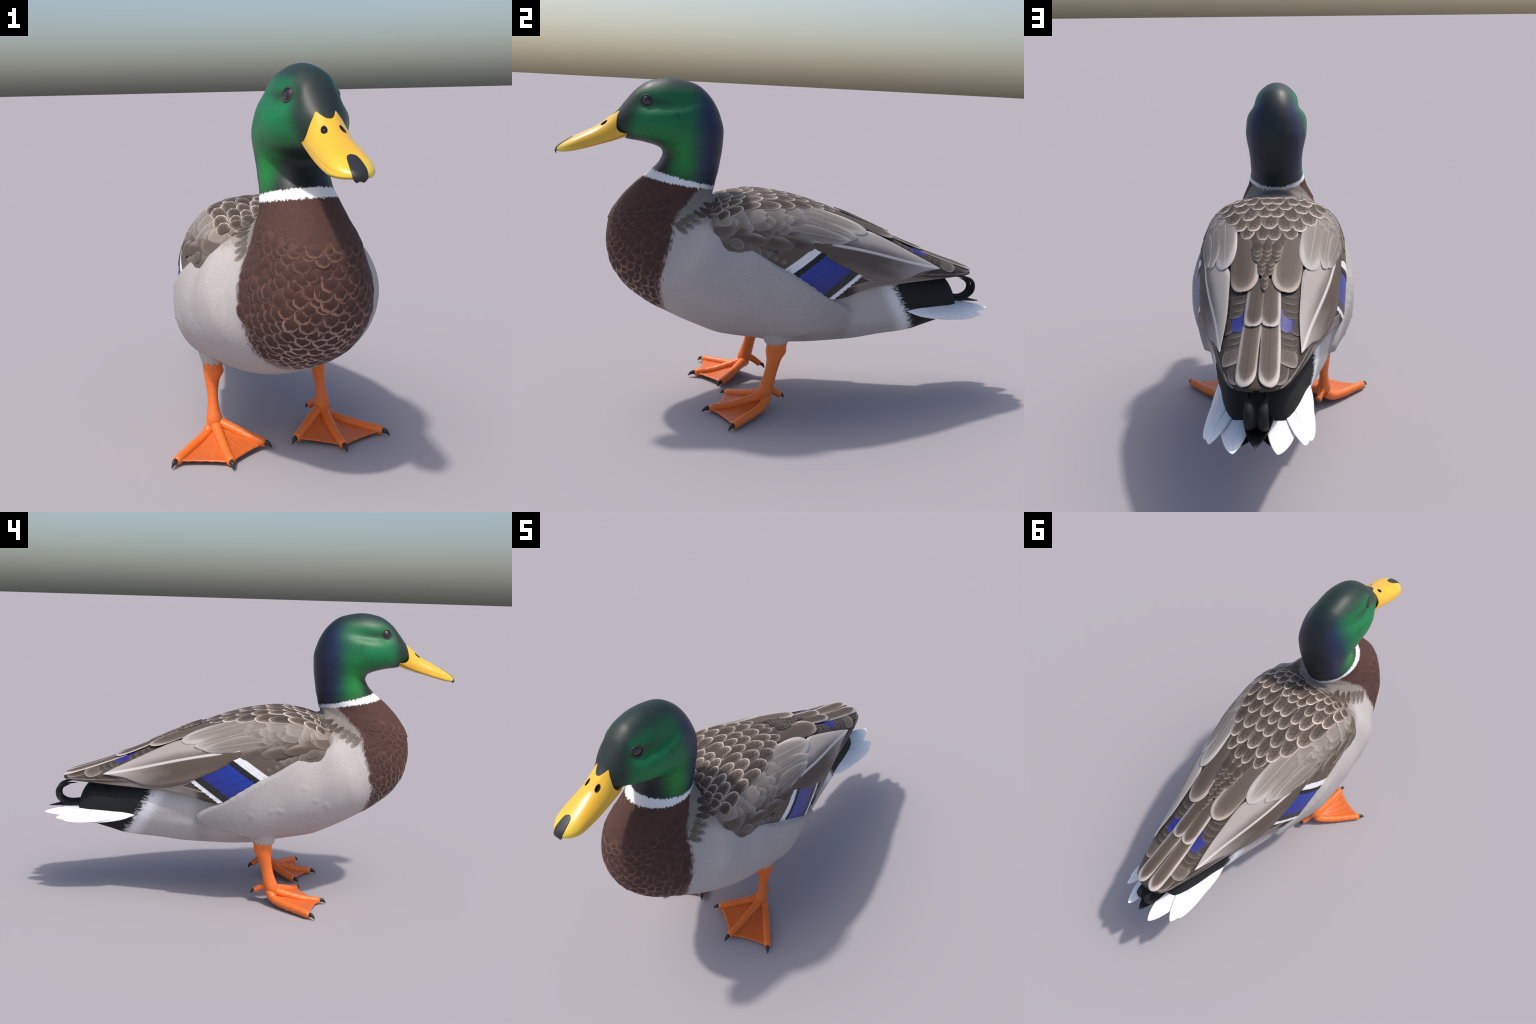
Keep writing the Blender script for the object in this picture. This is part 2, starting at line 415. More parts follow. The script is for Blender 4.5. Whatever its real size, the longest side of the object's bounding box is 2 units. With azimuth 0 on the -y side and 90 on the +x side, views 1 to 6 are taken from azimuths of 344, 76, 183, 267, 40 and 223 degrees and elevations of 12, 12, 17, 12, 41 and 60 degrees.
# ---- the body: one material in the bird's own coordinates
HEAD_DARK, GREEN, GREEN2, TEAL, NAVY, NAPE = (.014, .020, .020), (.004, .185, .058), (.010, .215, .038), (.010, .085, .080), (.017, .021, .088), (.014, .018, .038)
BROWN, BROWN2 = (.055, .028, .025), (.100, .050, .040)
FLANK, FLANK2 = (.36, .330, .322), (.475, .443, .434)
def body_material():
    N = Nodes("body_feathers"); x, y, z = N.xyz()
    ax = N.m("ABSOLUTE", x)
    S, A, Mu = N.sub, N.add, N.mul
    fine = N.noise(330, 2, (1, 1, 1)); mid = N.noise(55, 3, (1, 1, 1)); broad = N.noise(9, 3)
    hair = N.noise(90, 2, (1.4, 1.4, .35)); hairy = N.noise(110, 2, (1.4, .22, 1.4))
    blob = lambda *t: N.m("EXPONENT", Mu(-1.0, __import__("functools").reduce(A, [N.m("POWER", Mu(S(v, c0), 1 / w), 2.0) for v, c0, w in t])))
    # --- head
    yn = A(y, Mu(S(broad, .5), .03))
    head = N.mix(N.step(-.315, -.385, yn), NAPE, NAVY)
    head = N.mix(N.step(-.370, -.440, yn), head, TEAL)
    head = N.mix(N.step(-.405, -.480, yn), head, N.mix(N.step(1.10, 1.24, z), GREEN2, GREEN))
    head = N.mix(N.step(.042, .078, ax), N.mix(.80, head, HEAD_DARK), head)                 # centre line: dark
    head = N.mix(Mu(N.step(1.330, 1.385, z), .80), head, (.016, .030, .030))                # crown
    head = N.mix(Mu(N.step(-.675, -.735, A(y, Mu(S(z, 1.2), -.30))), .9), head, HEAD_DARK)           # lores and round the bill
    head = N.mix(Mu(N.step(1.170, 1.135, A(z, Mu(A(y, .57), .12))), N.step(-.53, -.60, y)), head, HEAD_DARK)   # chin
    head = N.mix(Mu(blob((y, -.605, .06), (z, 1.310, .016)), .6), head, HEAD_DARK)          # line through the eye
    head = N.mix(Mu(N.step(1.06, .97, z), .55), head, HEAD_DARK)                             # lower neck
    head = N.mix(N.step(-.50, -.57, A(y, Mu(S(z, 1.05), -.2))), head, N.mix(N.step(1.14, 1.10, z), head, HEAD_DARK))
    sweep = N.m("MAXIMUM", blob((y, -.585, .085), (z, 1.215, .055)), blob((y, -.480, .055), (A(z, Mu(y, .5)), .860, .11)))
    dark_tick = blob((A(y, Mu(z, .45)), .052, .007), (S(z, Mu(y, .6)), 1.570, .020))
    head = N.mix(Mu(S(1.0, sweep), .30), head, HEAD_DARK)
    head = N.mix(Mu(dark_tick, .5), head, HEAD_DARK)
    hs = N.n("ShaderNodeHueSaturation"); N.link(head, hs.inputs["Color"])
    N.link(A(.62, Mu(A(Mu(hairy, .6), Mu(fine, .4)), .76)), hs.inputs["Value"]); head = hs.outputs[0]
    # --- breast, nape patch, flank
    # side-view line (z -> y) where the brown breast ends
    yb = N.curve(z, [(.36, -.44), (.42, -.53), (.49, -.567), (.59, -.582), (.66, -.567), (.76, -.537), (.84, -.520), (.90, -.470), (.97, -.405), (1.05, -.35)], -.62, -.30)
    edge = S(A(y, Mu(S(hair, .5), .045)), yb)
    brown = N.mix(mid, BROWN, BROWN2)
    brown = N.mix(Mu(N.step(.52, .40, z), .75), brown, (.30, .24, .21))
    under = N.step(.425, .372, A(z, Mu(S(hair, .5), .05)))
    flank = N.mix(N.step(.30, .72, fine), FLANK, FLANK2)
    flank = N.mix(Mu(N.step(.42, .70, broad), .35), flank, (.46, .435, .415))
    flank = N.mix(Mu(N.step(.34, .27, z), .45), flank, (.60, .56, .54))
    nape = N.mix(hair, (.17, .145, .125), (.29, .258, .232))
    upper = N.mix(N.step(.80, .86, A(z, Mu(S(hair, .5), .06))), flank, nape)
    # flank rear lobe is greyer; hind belly whiter
    lobe = Mu(N.step(-.02, .20, y), N.step(.285, .24, y))
    upper = N.mix(Mu(lobe, .55), upper, N.mix(fine, (.27, .255, .25), (.36, .345, .335)))
    upper = N.mix(N.step(.22, .30, y), upper, N.mix(A(Mu(fine, .5), Mu(hair, .5)), (.40, .38, .37), (.52, .50, .49)))
    cuts = A(y, Mu(S(hairy, .5), .035))
    ybk = A(.468, Mu(S(.543, z), .60))                                                       # black stern begins
    upper = N.mix(N.step(-.10, -.025, S(cuts, ybk)), upper, (.76, .76, .78))
    torso = N.mix(N.step(.012, -.012, edge), upper, brown)
    torso = N.mix(Mu(under, N.step(.05, -.05, S(y, .2))), torso, flank)
    stern = N.mix(mid, (.013, .014, .015), (.022, .023, .025))
    torso = N.mix(N.step(-.020, .022, S(A(y, Mu(S(hairy, .5), .10)), ybk)), torso, stern)
    # --- collar: white ring between two tilted planes
    f = S(z, S(.962, Mu(A(y, .333), .238)))
    fj = A(f, Mu(S(hair, .5), .022))
    width = Mu(A(Mu(S(-.333, y), .075), .014), -1.0)
    ring = Mu(N.step(.003, -.003, fj), N.step(S(width, .004), A(width, .003), fj))
    col = N.mix(N.step(-.004, .004, fj), torso, head)
    isneck = N.step(-.28, -.30, y)
    col = N.mix(Mu(isneck, N.step(.85, .88, z)), torso, col)
    col = N.mix(Mu(ring, isneck), col, N.mix(N.step(-.36, -.40, y), (.50, .50, .52), (.82, .82, .84)))
    headmask = Mu(N.step(-.004, .004, fj), isneck)
    rough = N.m("MULTIPLY_ADD", headmask, -.34, .80)
    nrm = N.bump(N.mix(headmask, fine, N.mix(.6, fine, .5)) if False else Mu(fine, S(1.0, Mu(headmask, .7))), .18, .002)
    nrm = N.bump(Mu(mid, S(1.0, Mu(headmask, .6))), .15, .006, nrm)
    N.out(col, rough, A(.2, Mu(headmask, .15)), nrm)
    return N.mat
M_body = body_material()

def breast_material():
    N = Nodes("breast_feather"); x, y, z = N.xyz()
    geo = N.n("ShaderNodeNewGeometry"); sp = N.n("ShaderNodeSeparateXYZ"); N.t.links.new(geo.outputs["Position"], sp.inputs[0])
    px, py, pz = sp.outputs
    ax = N.m("ABSOLUTE", x)
    barb = N.noise(1.0, 2.0, (12, 5, 1)); fine = N.noise(5.0, 3.0)
    yy = N.m("MAXIMUM", N.mul(N.sub(y, .5), 2.0), 0.0)
    wob = N.noise(2.5, 2.0)
    r = N.add(N.add(N.mul(ax, N.mul(ax, .75)), N.mul(yy, yy)), N.add(N.mul(N.sub(barb, .5), 1.0), N.mul(N.sub(wob, .5), .6)))
    low = N.step(.98, .52, pz); mid = N.step(.24, .02, N.m("ABSOLUTE", px))
    amt = N.mul(N.add(.25, N.mul(low, .75)), N.add(.30, N.mul(mid, .70)))
    rr_ = N.n("ShaderNodeObjectInfo").outputs["Random"]
    amt = N.mul(amt, N.add(.55, N.mul(rr_, .6)))
    core = N.mix(N.step(.1, .9, N.add(y, N.sub(fine, .5))), BROWN2, BROWN)
    fr = N.mix(N.step(.72, .45, pz), (.31, .165, .115), (.50, .39, .34))
    col = N.mix(N.mul(N.step(.46, .88, r), amt), core, fr)
    col = N.mix(N.mul(N.step(.47, .385, pz), .7), col, N.mix(N.step(.4, 1.0, r), (.20, .13, .10), (.46, .41, .385)))
    return N.out(col, .75, .2, N.bump(barb, .3, .002))
M_breast = breast_material()

def bill_material():
    N = Nodes("bill_yellow"); x, y, z = N.xyz()
    n = N.noise(14, 3)
    col = N.mix(n, (.74, .40, .022), (.80, .47, .030))
    col = N.mix(N.step(-.90, -.985, y), col, (.70, .50, .035))
    ax = N.m("ABSOLUTE", x)
    e = N.add(N.m("POWER", N.mul(N.sub(ax, .0285), 1 / .0095), 2.0), N.m("POWER", N.mul(N.add(y, .806), 1 / .0140), 2.0))
    col = N.mix(N.step(1.15, .85, e), col, (.006, .005, .004))  # darkness inside the nostril holes, painted black over the shallow dents
    return N.out(col, N.m('MULTIPLY_ADD', N.step(1.15, .85, e), .6, .27), .5, N.bump(N.noise(60, 2), .08, .002), Coat_Weight=N.mul(N.step(.85, 1.15, e), .3), Coat_Roughness=.2)
M_yellow = bill_material()

def foot_material(name, c1, c2, ring=True):
    N = Nodes(name); x, y, z = N.xyz()
    n = N.noise(30, 4); scale = N.noise(1.0, 2, (60, 60, 260))
    col = N.mix(n, c1, c2)
    col = N.mix(N.mul(N.step(.55, .75, scale), .25), col, (.45, .07, .015))
    return N.out(col, .40, .45, N.bump(scale, .35, .003))
M_orange = foot_material("foot_orange", (.80, .145, .022), (.74, .19, .028))
M_web = foot_material("web_orange", (.58, .105, .018), (.62, .15, .028))
def eye_material():
    N = Nodes("eye_dark"); x, y, z = N.xyz()
    # object frame: z is the optical axis
    d = N.m("SQRT", N.add(N.mul(x, x), N.mul(y, y)))
    return N.out(N.mix(N.step(.60, .74, d), (.004, .004, .004), (.030, .010, .006)), .06, .6, Coat_Weight=.6)
M_eye = eye_material()
M_lid = plain("eyelid_skin", (.050, .036, .033), .55, .3)

# =================================================================== ASSEMBLY
duck = bpy.data.objects.new("duck", None)
bpy.context.scene.collection.objects.link(duck)
duck["label"] = "standing drake mallard duck with green head and yellow bill"
duck["category"] = "duck"

# body: one smooth surface cut into head, neck, torso and rump along shared borders
verts = BV.reshape(-1, 3)
faces = grid_faces(N_S, N_T, wrap_v=True)
faces += [tuple(range(N_T))[::-1], tuple(range((N_S - 1) * N_T, N_S * N_T))]
whole = new_mesh("body_surface", verts, faces, M_body); orient(whole)
nv_ = len(whole.vertices)
VN = np.empty(nv_ * 3); whole.vertices.foreach_get("normal", VN); VN = VN.reshape(-1, 3)
polys = [tuple(p.vertices) for p in whole.polygons]
BODY_TREE_DATA = ([tuple(v) for v in verts], polys)
def region_of(c):
    x, y, z = c
    f = z - (.962 - .238 * (y + .333))
    if y < -.28 and f > -.0: return "head"
    if y < -.28 and z > .80 - .55 * (y + .45) and z > .70: return "neck"
    if y > .468 + (.543 - z) * .60: return "rump"
    return "torso"
groups = {}
for p in polys:
    groups.setdefault(region_of(np.mean(verts[list(p)], axis=0)), []).append(p)
parts = {}
for kind, fs in groups.items():
    used = sorted({i for f in fs for i in f}); ix = {v: k for k, v in enumerate(used)}
    me = new_mesh(kind, verts[used], [tuple(ix[i] for i in f) for f in fs], M_body)
    me.normals_split_custom_set_from_vertices([tuple(VN[i]) for i in used])
    parts[kind] = new_obj(kind, me, duck)
bpy.data.meshes.remove(whole)

# back shell, cut into back and the two wings
ys, al, G = build_shell()
sv = G.reshape(-1, 3); sf = grid_faces(len(ys), len(al))
MANTLE_EDGE = np.array([(-.40, .19), (-.30, .205), (-.20, .212), (-.06, .188), (.01, .173), (.11, .155), (.17, .140), (.22, .127), (.30, .12), (.48, .085), (.70, .10), (.92, .05)])
def mantle_edge(y): return np.interp(y, MANTLE_EDGE[:, 0], MANTLE_EDGE[:, 1])
sh = new_mesh("shell", sv, sf, M_shell); orient(sh)
SN = np.empty(len(sv) * 3); sh.vertices.foreach_get("normal", SN); SN = SN.reshape(-1, 3)
spolys = [tuple(p.vertices) for p in sh.polygons]
cen = np.array([sv[list(p)].mean(0) for p in spolys])
if (SN[len(al) * 100 + 60] @ np.array([0, 0, 1])) < 0:
    SN = -SN; spolys = [p[::-1] for p in spolys]
bpy.data.meshes.remove(sh)
SHELL_TREE = BVHTree.FromPolygons([tuple(v) for v in sv], spolys)
SKIN_TREE = BVHTree.FromPolygons([tuple(v) for v in sv] + BODY_TREE_DATA[0], spolys + [tuple(i + len(sv) for i in p) for p in polys])
SKIN_N = np.concatenate([SN, VN])
SKIN_V = np.concatenate([sv, verts]); SKIN_P = spolys + [tuple(i + len(sv) for i in p) for p in polys]
def shell_part(name, mask):
    fs = [p for p, m in zip(spolys, mask) if m]
    used = sorted({i for f in fs for i in f}); n = len(used); ix = {v: k for k, v in enumerate(used)}
    fs = [tuple(ix[i] for i in f) for f in fs]
    top = sv[used]; low = top - SN[used] * .006
    edges = {}
    for f in fs:
        for a, b in zip(f, f[1:] + f[:1]): edges[(a, b)] = edges.get((a, b), 0) + 1
    rim = [(a, b) for (a, b) in edges if (b, a) not in edges]
    F = fs + [tuple(i + n for i in f[::-1]) for f in fs] + [(b, a, a + n, b + n) for a, b in rim]
    return new_obj(name, new_mesh(name, np.concatenate([top, low]), F, M_shell), duck)
me_ = mantle_edge(cen[:, 1])
back = shell_part("back", np.abs(cen[:, 0]) <= me_)
wings = {+1: shell_part("wing", cen[:, 0] > me_), -1: shell_part("wing", cen[:, 0] < -me_)}

# ------------------------------------------------------------------ feathers
def smooth_normal(i, p, P, NN):
    ids = list(P[i]); w = 1 / (np.linalg.norm(SKIN_V[ids] - p, axis=1) + 1e-4)
    n = (NN[ids] * w[:, None]).sum(0); return n / np.linalg.norm(n)

def on_skin(p, n, tree=None):
    """Drop point p onto the skin along -n; returns place and smooth normal."""
    tree = tree or SHELL_TREE
    p = Vector(p); n = Vector(n).normalized()
    loc, nor, idx, dist = tree.ray_cast(p + n * (.025 if tree is SKIN_TREE else .12), -n, .3)
    if loc is None:
        loc, nor, idx, dist = tree.find_nearest(p)
    loc = np.array(loc)
    return loc, smooth_normal(idx, loc, SKIN_P, SKIN_N)

def S(y, x=None, z=None):
    """Point of the shell (left side) at y with given |x| or z."""
    top, w, rim, n = (float(pchip(SH[:, 0], SH[:, k], y)) for k in (1, 2, 3, 4))
    if x is not None:
        q = min(abs(x) / w, 1); zz = rim + (top - rim) * (1 - q ** n) ** (1 / n)
        return np.array([x, y, zz])
    q = min(max((z - rim) / (top - rim), 0), 1)
    return np.array([w * (1 - q ** n) ** (1 / n), y, z])

def nearest_normal(p, tree=None):
    loc, nor, idx, d = (tree or SHELL_TREE).find_nearest(Vector(p))
    return smooth_normal(idx, np.array(loc), SKIN_P, SKIN_N)

mirror_m = Matrix.Diagonal((-1, 1, 1, 1))
def place(name, me, M, parent, mirror=None, kind=None):
    out = []
    for mat, par in ((M, parent),) + (((mirror_m @ M, mirror),) if mirror else ()):
        o = new_obj(name, me, par); o.matrix_world = mat
        out.append(o)
    return out

def outline(s, c, p, q, base=.55):
    yy = max(0.0, (s - c) / (1 - c))
    return max(0.0, 1 - yy ** q) ** (1 / p) * (base + (1 - base) * float(sstep(0, .35, s)))

def feather(name, mat, path, hw, lift, parent, mirror=None, shape=(.5, 2, 2), droop=.0, thick=.0022, tree=None, ns=13, nw=7,
            edges=None, base=.55, curl=0.0, wavy=0.0, skew=0.0):
    """A feather lying on the skin. path: 3-D points root -> tip. hw: half width.
    lift = (root, tip) height over the skin; droop lowers the two edges; edges = (left, right) polylines
    replace path + hw for broad feathers."""
    c, p, q = shape
    path = np.asarray(path, float)
    ctr = spline(path, 24)
    n0, n1 = nearest_normal(ctr[3], tree), nearest_normal(ctr[-4], tree)
    ss = 1 - (1 - np.linspace(0, 1, ns)) ** 1.6
    ww = np.linspace(-1, 1, nw)
    root, tip = path[0], path[-1]
    yv = tip - root; L = np.linalg.norm(yv); yv = yv / L
    nm = n0 + n1; zv = nm - (nm @ yv) * yv; zv /= np.linalg.norm(zv); xv = np.cross(yv, zv)
    if edges is not None:
        Le, Re = (spline(np.asarray(e, float), 40) for e in edges)
    top = np.zeros((ns, nw, 3)); low = np.zeros((ns, nw, 3))
    for i, s in enumerate(ss):
        k = s * 23; a = int(min(k, 22)); cp = ctr[a] + (ctr[a + 1] - ctr[a]) * (k - a)
        tn = ctr[min(a + 1, 23)] - ctr[max(a - 1, 0)]; nn = n0 * (1 - s) + n1 * s
        sd = np.cross(tn, nn); sd /= np.linalg.norm(sd)
        h = hw * outline(min(s, .9985), c, p, q, base)
        for j, w in enumerate(ww):
            if skew:
                k = max(s * (1 + skew * w), 0) * 23; a = int(min(k, 22)); cp = ctr[a] + (ctr[a + 1] - ctr[a]) * (k - a)
            if edges is not None:
                k2 = s * 39; b = int(min(k2, 38)); fr = k2 - b
                l_ = Le[b] + (Le[b+1] - Le[b]) * fr; r_ = Re[b] + (Re[b+1] - Re[b]) * fr
                pt = l_ + (r_ - l_) * (w + 1) / 2
            else:
                pt = cp + sd * w * h
            loc, nr = on_skin(pt, nn, tree)
            up = lift[0] + (lift[1] - lift[0]) * s - droop * w * w + curl * s * s + wavy * math.sin(9 * s + 3 * w)
            top[i, j] = loc + nr * (up + thick / 2 * (1 - abs(w) ** 3)); low[i, j] = loc + nr * (up - thick / 2)
    hwf = hw
    if edges is not None: hwf = np.max(np.abs((top - root) @ xv))
    M = Matrix(((xv[0]*hwf, yv[0]*L, zv[0]*hwf, root[0]), (xv[1]*hwf, yv[1]*L, zv[1]*hwf, root[1]), (xv[2]*hwf, yv[2]*L, zv[2]*hwf, root[2]), (0, 0, 0, 1)))
    def loc_(P):
        d = P - root
        return np.stack([d @ xv / hwf, d @ yv / L, d @ zv / hwf], -1)
    n = ns * nw
    V = np.concatenate([loc_(top).reshape(-1, 3), loc_(low).reshape(-1, 3)])
    F = grid_faces(ns, nw) + [tuple(i + n for i in f[::-1]) for f in grid_faces(ns, nw)]
    ring = [j for j in range(nw)] + [i * nw + nw - 1 for i in range(1, ns)] + [(ns - 1) * nw + j for j in range(nw - 2, -1, -1)] + [i * nw for i in range(ns - 2, 0, -1)]
    F += [(a, b, b + n, a + n)[::-1] for a, b in zip(ring, ring[1:] + ring[:1])]
    me = new_mesh(name, V, F, mat); orient(me)
    return place(name, me, M, parent, mirror)

W1, W2 = wings[+1], wings[-1]
def wing_feather(name, mat, path, hw, lift, **k): feather(name, mat, path, hw, lift, W1, W2, tree=SHELL_TREE, **k)
def back_feather(name, mat, path, hw, lift, pair=True, **k): feather(name, mat, path, hw, lift, back, back if pair else None, **k)

# --- rows of dark scallops showing between the long tertials
for k, (yt, xc, hw) in enumerate([(.492, .090, .046), (.522, .092, .044), (.555, .094, .042), (.582, .098, .038),
                                  (.678, .092, .040), (.708, .092, .040), (.737, .092, .040)]):
    j = rng.uniform(-.004, .004)
    wing_feather("tertial_covert", M_gap, [S(yt - .075, x=xc - .006), S(yt, x=xc + j)], hw, (-.002, .0035), droop=.0015)
wing_feather("tertial_covert", M_gap, [S(.58, x=.118), S(.645, x=.112)], .026, (.000, .0045), droop=.001)
wing_feather("blue_feather", M_blue, [S(.53, x=.075), S(.655, x=.083)], .034, (-.001, .0038), shape=(.5, 2, 2.4))
wing_feather("end_feather", M_endpale, [S(.70, x=.088), S(.800, x=.092)], .042, (.0005, .004), shape=(.5, 2, 2.5))
wing_feather("end_feather", M_gap, [S(.74, x=.062), S(.892, x=.055)], .042, (.000, .003), shape=(.6, 2, 2.6))

# --- primaries: narrow stacked strips along the lower border of the folded wing
for k in range(6):
    ye = .66 + .046 * k
    z0 = .606 - .0088 * k
    def rimz(y): return float(pchip(SH[:, 0], SH[:, 3], y))
    pts = [S(y, z=rimz(y) + (.030 - .0055 * k) * (1 - .5 * (y - .24) / .6) + .002) for y in np.linspace(.21, ye, 6)]
    wing_feather("primary", M_prim, pts, .0085, (.003, .002), shape=(.85, 2, 2), ns=22, nw=5, droop=.001, base=.9, thick=.003)

# --- speculum
dirv = np.array([1, -.42])
def slot(tip_yz, L):
    ty, tz = tip_yz
    r = (ty - L * .92, tz + L * .39)
    return [S(r[0], z=r[1]), S(ty - L * .46, z=tz + L * .195), S(ty, z=tz)]
for k in range(9):
    t = k / 8
    wing_feather("secondary", M_second, slot((.283 - .140 * t, .617 - .100 * t), .265), .0185, (.0025 - .0006 * (k % 2), .0025 - .0006 * (k % 2)), shape=(.975, 4, 3), droop=.0008, base=.97, ns=15, nw=5, thick=.0016, skew=-.043)
for k in range(7):
    t = k / 6
    wing_feather("greater_covert", M_greater, slot((.100 - .125 * t, .708 - .085 * t), .165), .0195, (.004, .0048 - .0006 * (k % 2)), shape=(.96, 4, 3), droop=.0008, base=.97, thick=.0016, skew=-.076)

# --- tertials: the two broad pointed feathers that close the wing
U = [S(.05, z=.800), S(.20, x=.20), S(.322, x=.146), S(.372, x=.131), S(.53, x=.124), S(.64, x=.127), S(.703, x=.1305)]
def lower(dz, y1):
    return [S(.05, z=.735), S(.099, z=.706), S(.196, z=.655 + dz * .3), S(.306, z=.607 + dz), S(.40, z=.583 + dz), S(.495, z=.580 + dz), S(.60, z=.606 + dz), S(y1, x=.1312)]
wing_feather("tertial", M_undert, [S(.05, z=.76), S(.703, x=.131)], .05, (.0025, .003), edges=(lower(-.011, .695), [S(.05, z=.80), S(.3, z=.68), S(.5, z=.62), S(.60, z=.612), S(.695, x=.131)]), ns=26, nw=9, thick=.0016)
wing_feather("tertial", M_tertial, [S(.05, z=.770), S(.26, x=.225), S(.468, x=.172), S(.703, x=.131)], .06, (.0045, .0095), edges=(lower(0, .703), U), ns=30, nw=13, thick=.0025)

# --- coverts
for k in range(2):                                                     # grey-brown scaled strip over the flank rim
    for i in range(6):
        y0 = -.31 + .036 * i + .018 * k; zz = .762 - .36 * (y0 + .30) - .026 * k + .01
        wing_feather("small_covert", M_covsmall, [S(y0, z=zz), S(y0 + .055, z=zz - .026)], .021, (.002 - .001 * k, .0055 - .001 * k), droop=.0012, ns=9, nw=5, thick=.0014)
for (y0, z0, y1, z1, hw) in [(-.04, .785, .135, .747, .032), (-.17, .795, .050, .742, .036), (-.27, .800, -.045, .751, .034), (-.345, .800, -.15, .768, .028)]:
    wing_feather("brown_covert", M_covbrown, [S(y0, z=z0), S(y1, z=z1)], hw, (-.001, .0075), shape=(.5, 2, 2), droop=.0015, thick=.0015)
# soft grey rows over the shoulder, merging into one another
def shoulder_rows():
    for r, (y0, L, n) in enumerate([(.00, .200, 4), (-.09, .195, 5), (-.165, .180, 6), (-.235, .160, 6), (-.30, .135, 6), (-.350, .110, 6), (-.390, .10, 5)]):
        wS = float(pchip(SH[:, 0], SH[:, 2], y0)); xm = min(float(mantle_edge(y0 + .05)) + .005, wS * .80)
        A0, A1 = S(y0, x=xm), S(y0, z=.800)
        for i in range(n):
            t = (i + .5 + .25 * (-1) ** r) / n
            t = min(max(t, .04), .97)
            jy = rng.uniform(-.035, .035) * (r < 5)
            g = A0 + (A1 - A0) * t + np.array([.05 * math.sin(math.pi * t), jy, .05 * math.sin(math.pi * t)])
            a, _ = on_skin(g, nearest_normal(g))
            slope = -.14 - .08 * t
            g2 = a + np.array([-.10 * (1 - t) * L, L * rng.uniform(.95, 1.12), slope * L])
            b, _ = on_skin(g2, nearest_normal(g2))
            mt = M_covert if t < .42 else (M_covert_mid if t < .74 else M_covert_low)
            wing_feather("wing_covert", mt, [a, b], .040 + .008 * rng.random() - .004 * (r > 3), (-.0015, .0042), droop=.0008, shape=(.30, 1.8, 1.9), thick=.0010, ns=14, nw=9)
shoulder_rows()
# big grey ones behind, lapping over the tertials
wing_feather("long_covert", M_covlong, [S(-.02, x=.185), S(.16, x=.172), S(.326, x=.152)], .054, (.002, .0105), shape=(.55, 2.0, 2.4), droop=.0015, ns=17, nw=9, thick=.0016)
wing_feather("long_covert", M_covlong, [S(-.05, x=.235), S(.12, x=.228), S(.264, x=.205)], .056, (.0015, .0118), shape=(.30, 1.5, 1.8), droop=.0015, ns=17, nw=9, thick=.0016)
wing_feather("long_covert", M_covlong, [S(-.06, z=.815), S(.08, z=.793), S(.225, z=.757)], .046, (.0025, .0115), shape=(.30, 1.5, 1.8), droop=.0015, ns=17, nw=9, thick=.0016)

# --- long scapulars and the spine
back_feather("long_scapular", M_central, [S(.60, x=.030), S(.75, x=.036), S(.905, x=.036)], .0335, (.005, .0095), shape=(.80, 2.5, 2.5), ns=18, droop=.002, base=.95)
back_feather("long_scapular", M_central, [S(.42, x=.022), S(.53, x=.029), S(.650, x=.029)], .0325, (.006, .0130), shape=(.80, 2.5, 2.5), ns=16, droop=.002, base=.95)
back_feather("scapular_feather", M_scap, [S(.17, x=.100), S(.33, x=.080), S(.482, x=.071)], .054, (.004, .0150), shape=(.62, 2.2, 2.6), ns=18, nw=9, droop=.002)
for k in range(9):
    y1 = .485 - .024 * k; wd = .005 + .0045 * k; n = 1 + (k > 2) + (k > 5)
    for i in range(n):
        xx = (i - (n - 1) / 2) * (.022 + .002 * k)
        back_feather("spine_feather", M_chev, [S(y1 - .06, x=xx * .9), S(y1, x=xx)], .013 + .0013 * k, (.012, .0165), pair=False, shape=(.45, 1.6, 1.5), ns=9, nw=5, droop=.002)

# --- mantle scallops, row by row from rump to neck
ROWS_Y = []
y_ = .262
while y_ > -.335:
    ROWS_Y.append(y_); y_ -= float(np.interp(y_, [-.35, -.25, -.1, .1, .25], [.034, .050, .074, .076, .058]))
for r, yt in enumerate(ROWS_Y):
    hw = float(np.interp(yt, [-.35, -.2, 0, .15, .27], [.021, .029, .0360, .035, .028]))
    L = float(np.interp(yt, [-.35, -.2, 0, .15, .27], [.075, .115, .150, .145, .115]))
    edge = float(mantle_edge(yt - .03)) + .010 - .026 * float(sstep(.08, .2, yt))
    step = hw * 1.68
    xs = [k * step for k in range(0, 9)] if r % 2 == 0 else [(k + .5) * step for k in range(0, 9)]
    for xx in xs:
        if xx > edge: continue
        j, jl = rng.uniform(-.007, .007), rng.uniform(-.016, .016) - .10 * max(xx - .06, 0)
        sx = xx + j * (xx > 0); yr = max(yt - L, -.345)
        wmax = float(pchip(SH[:, 0], SH[:, 2], max(yr, -.39)))
        back_feather("mantle_feather", M_scallop, [S(yr, x=min(sx * 1.0, wmax * .93)), S(yt + jl * (xx > 0), x=sx)], hw * rng.uniform(.88, 1.16),
                     (.003, .0064), pair=xx > 0, shape=(.52, 2, 2), droop=.0014, ns=12, nw=7, thick=.0018)
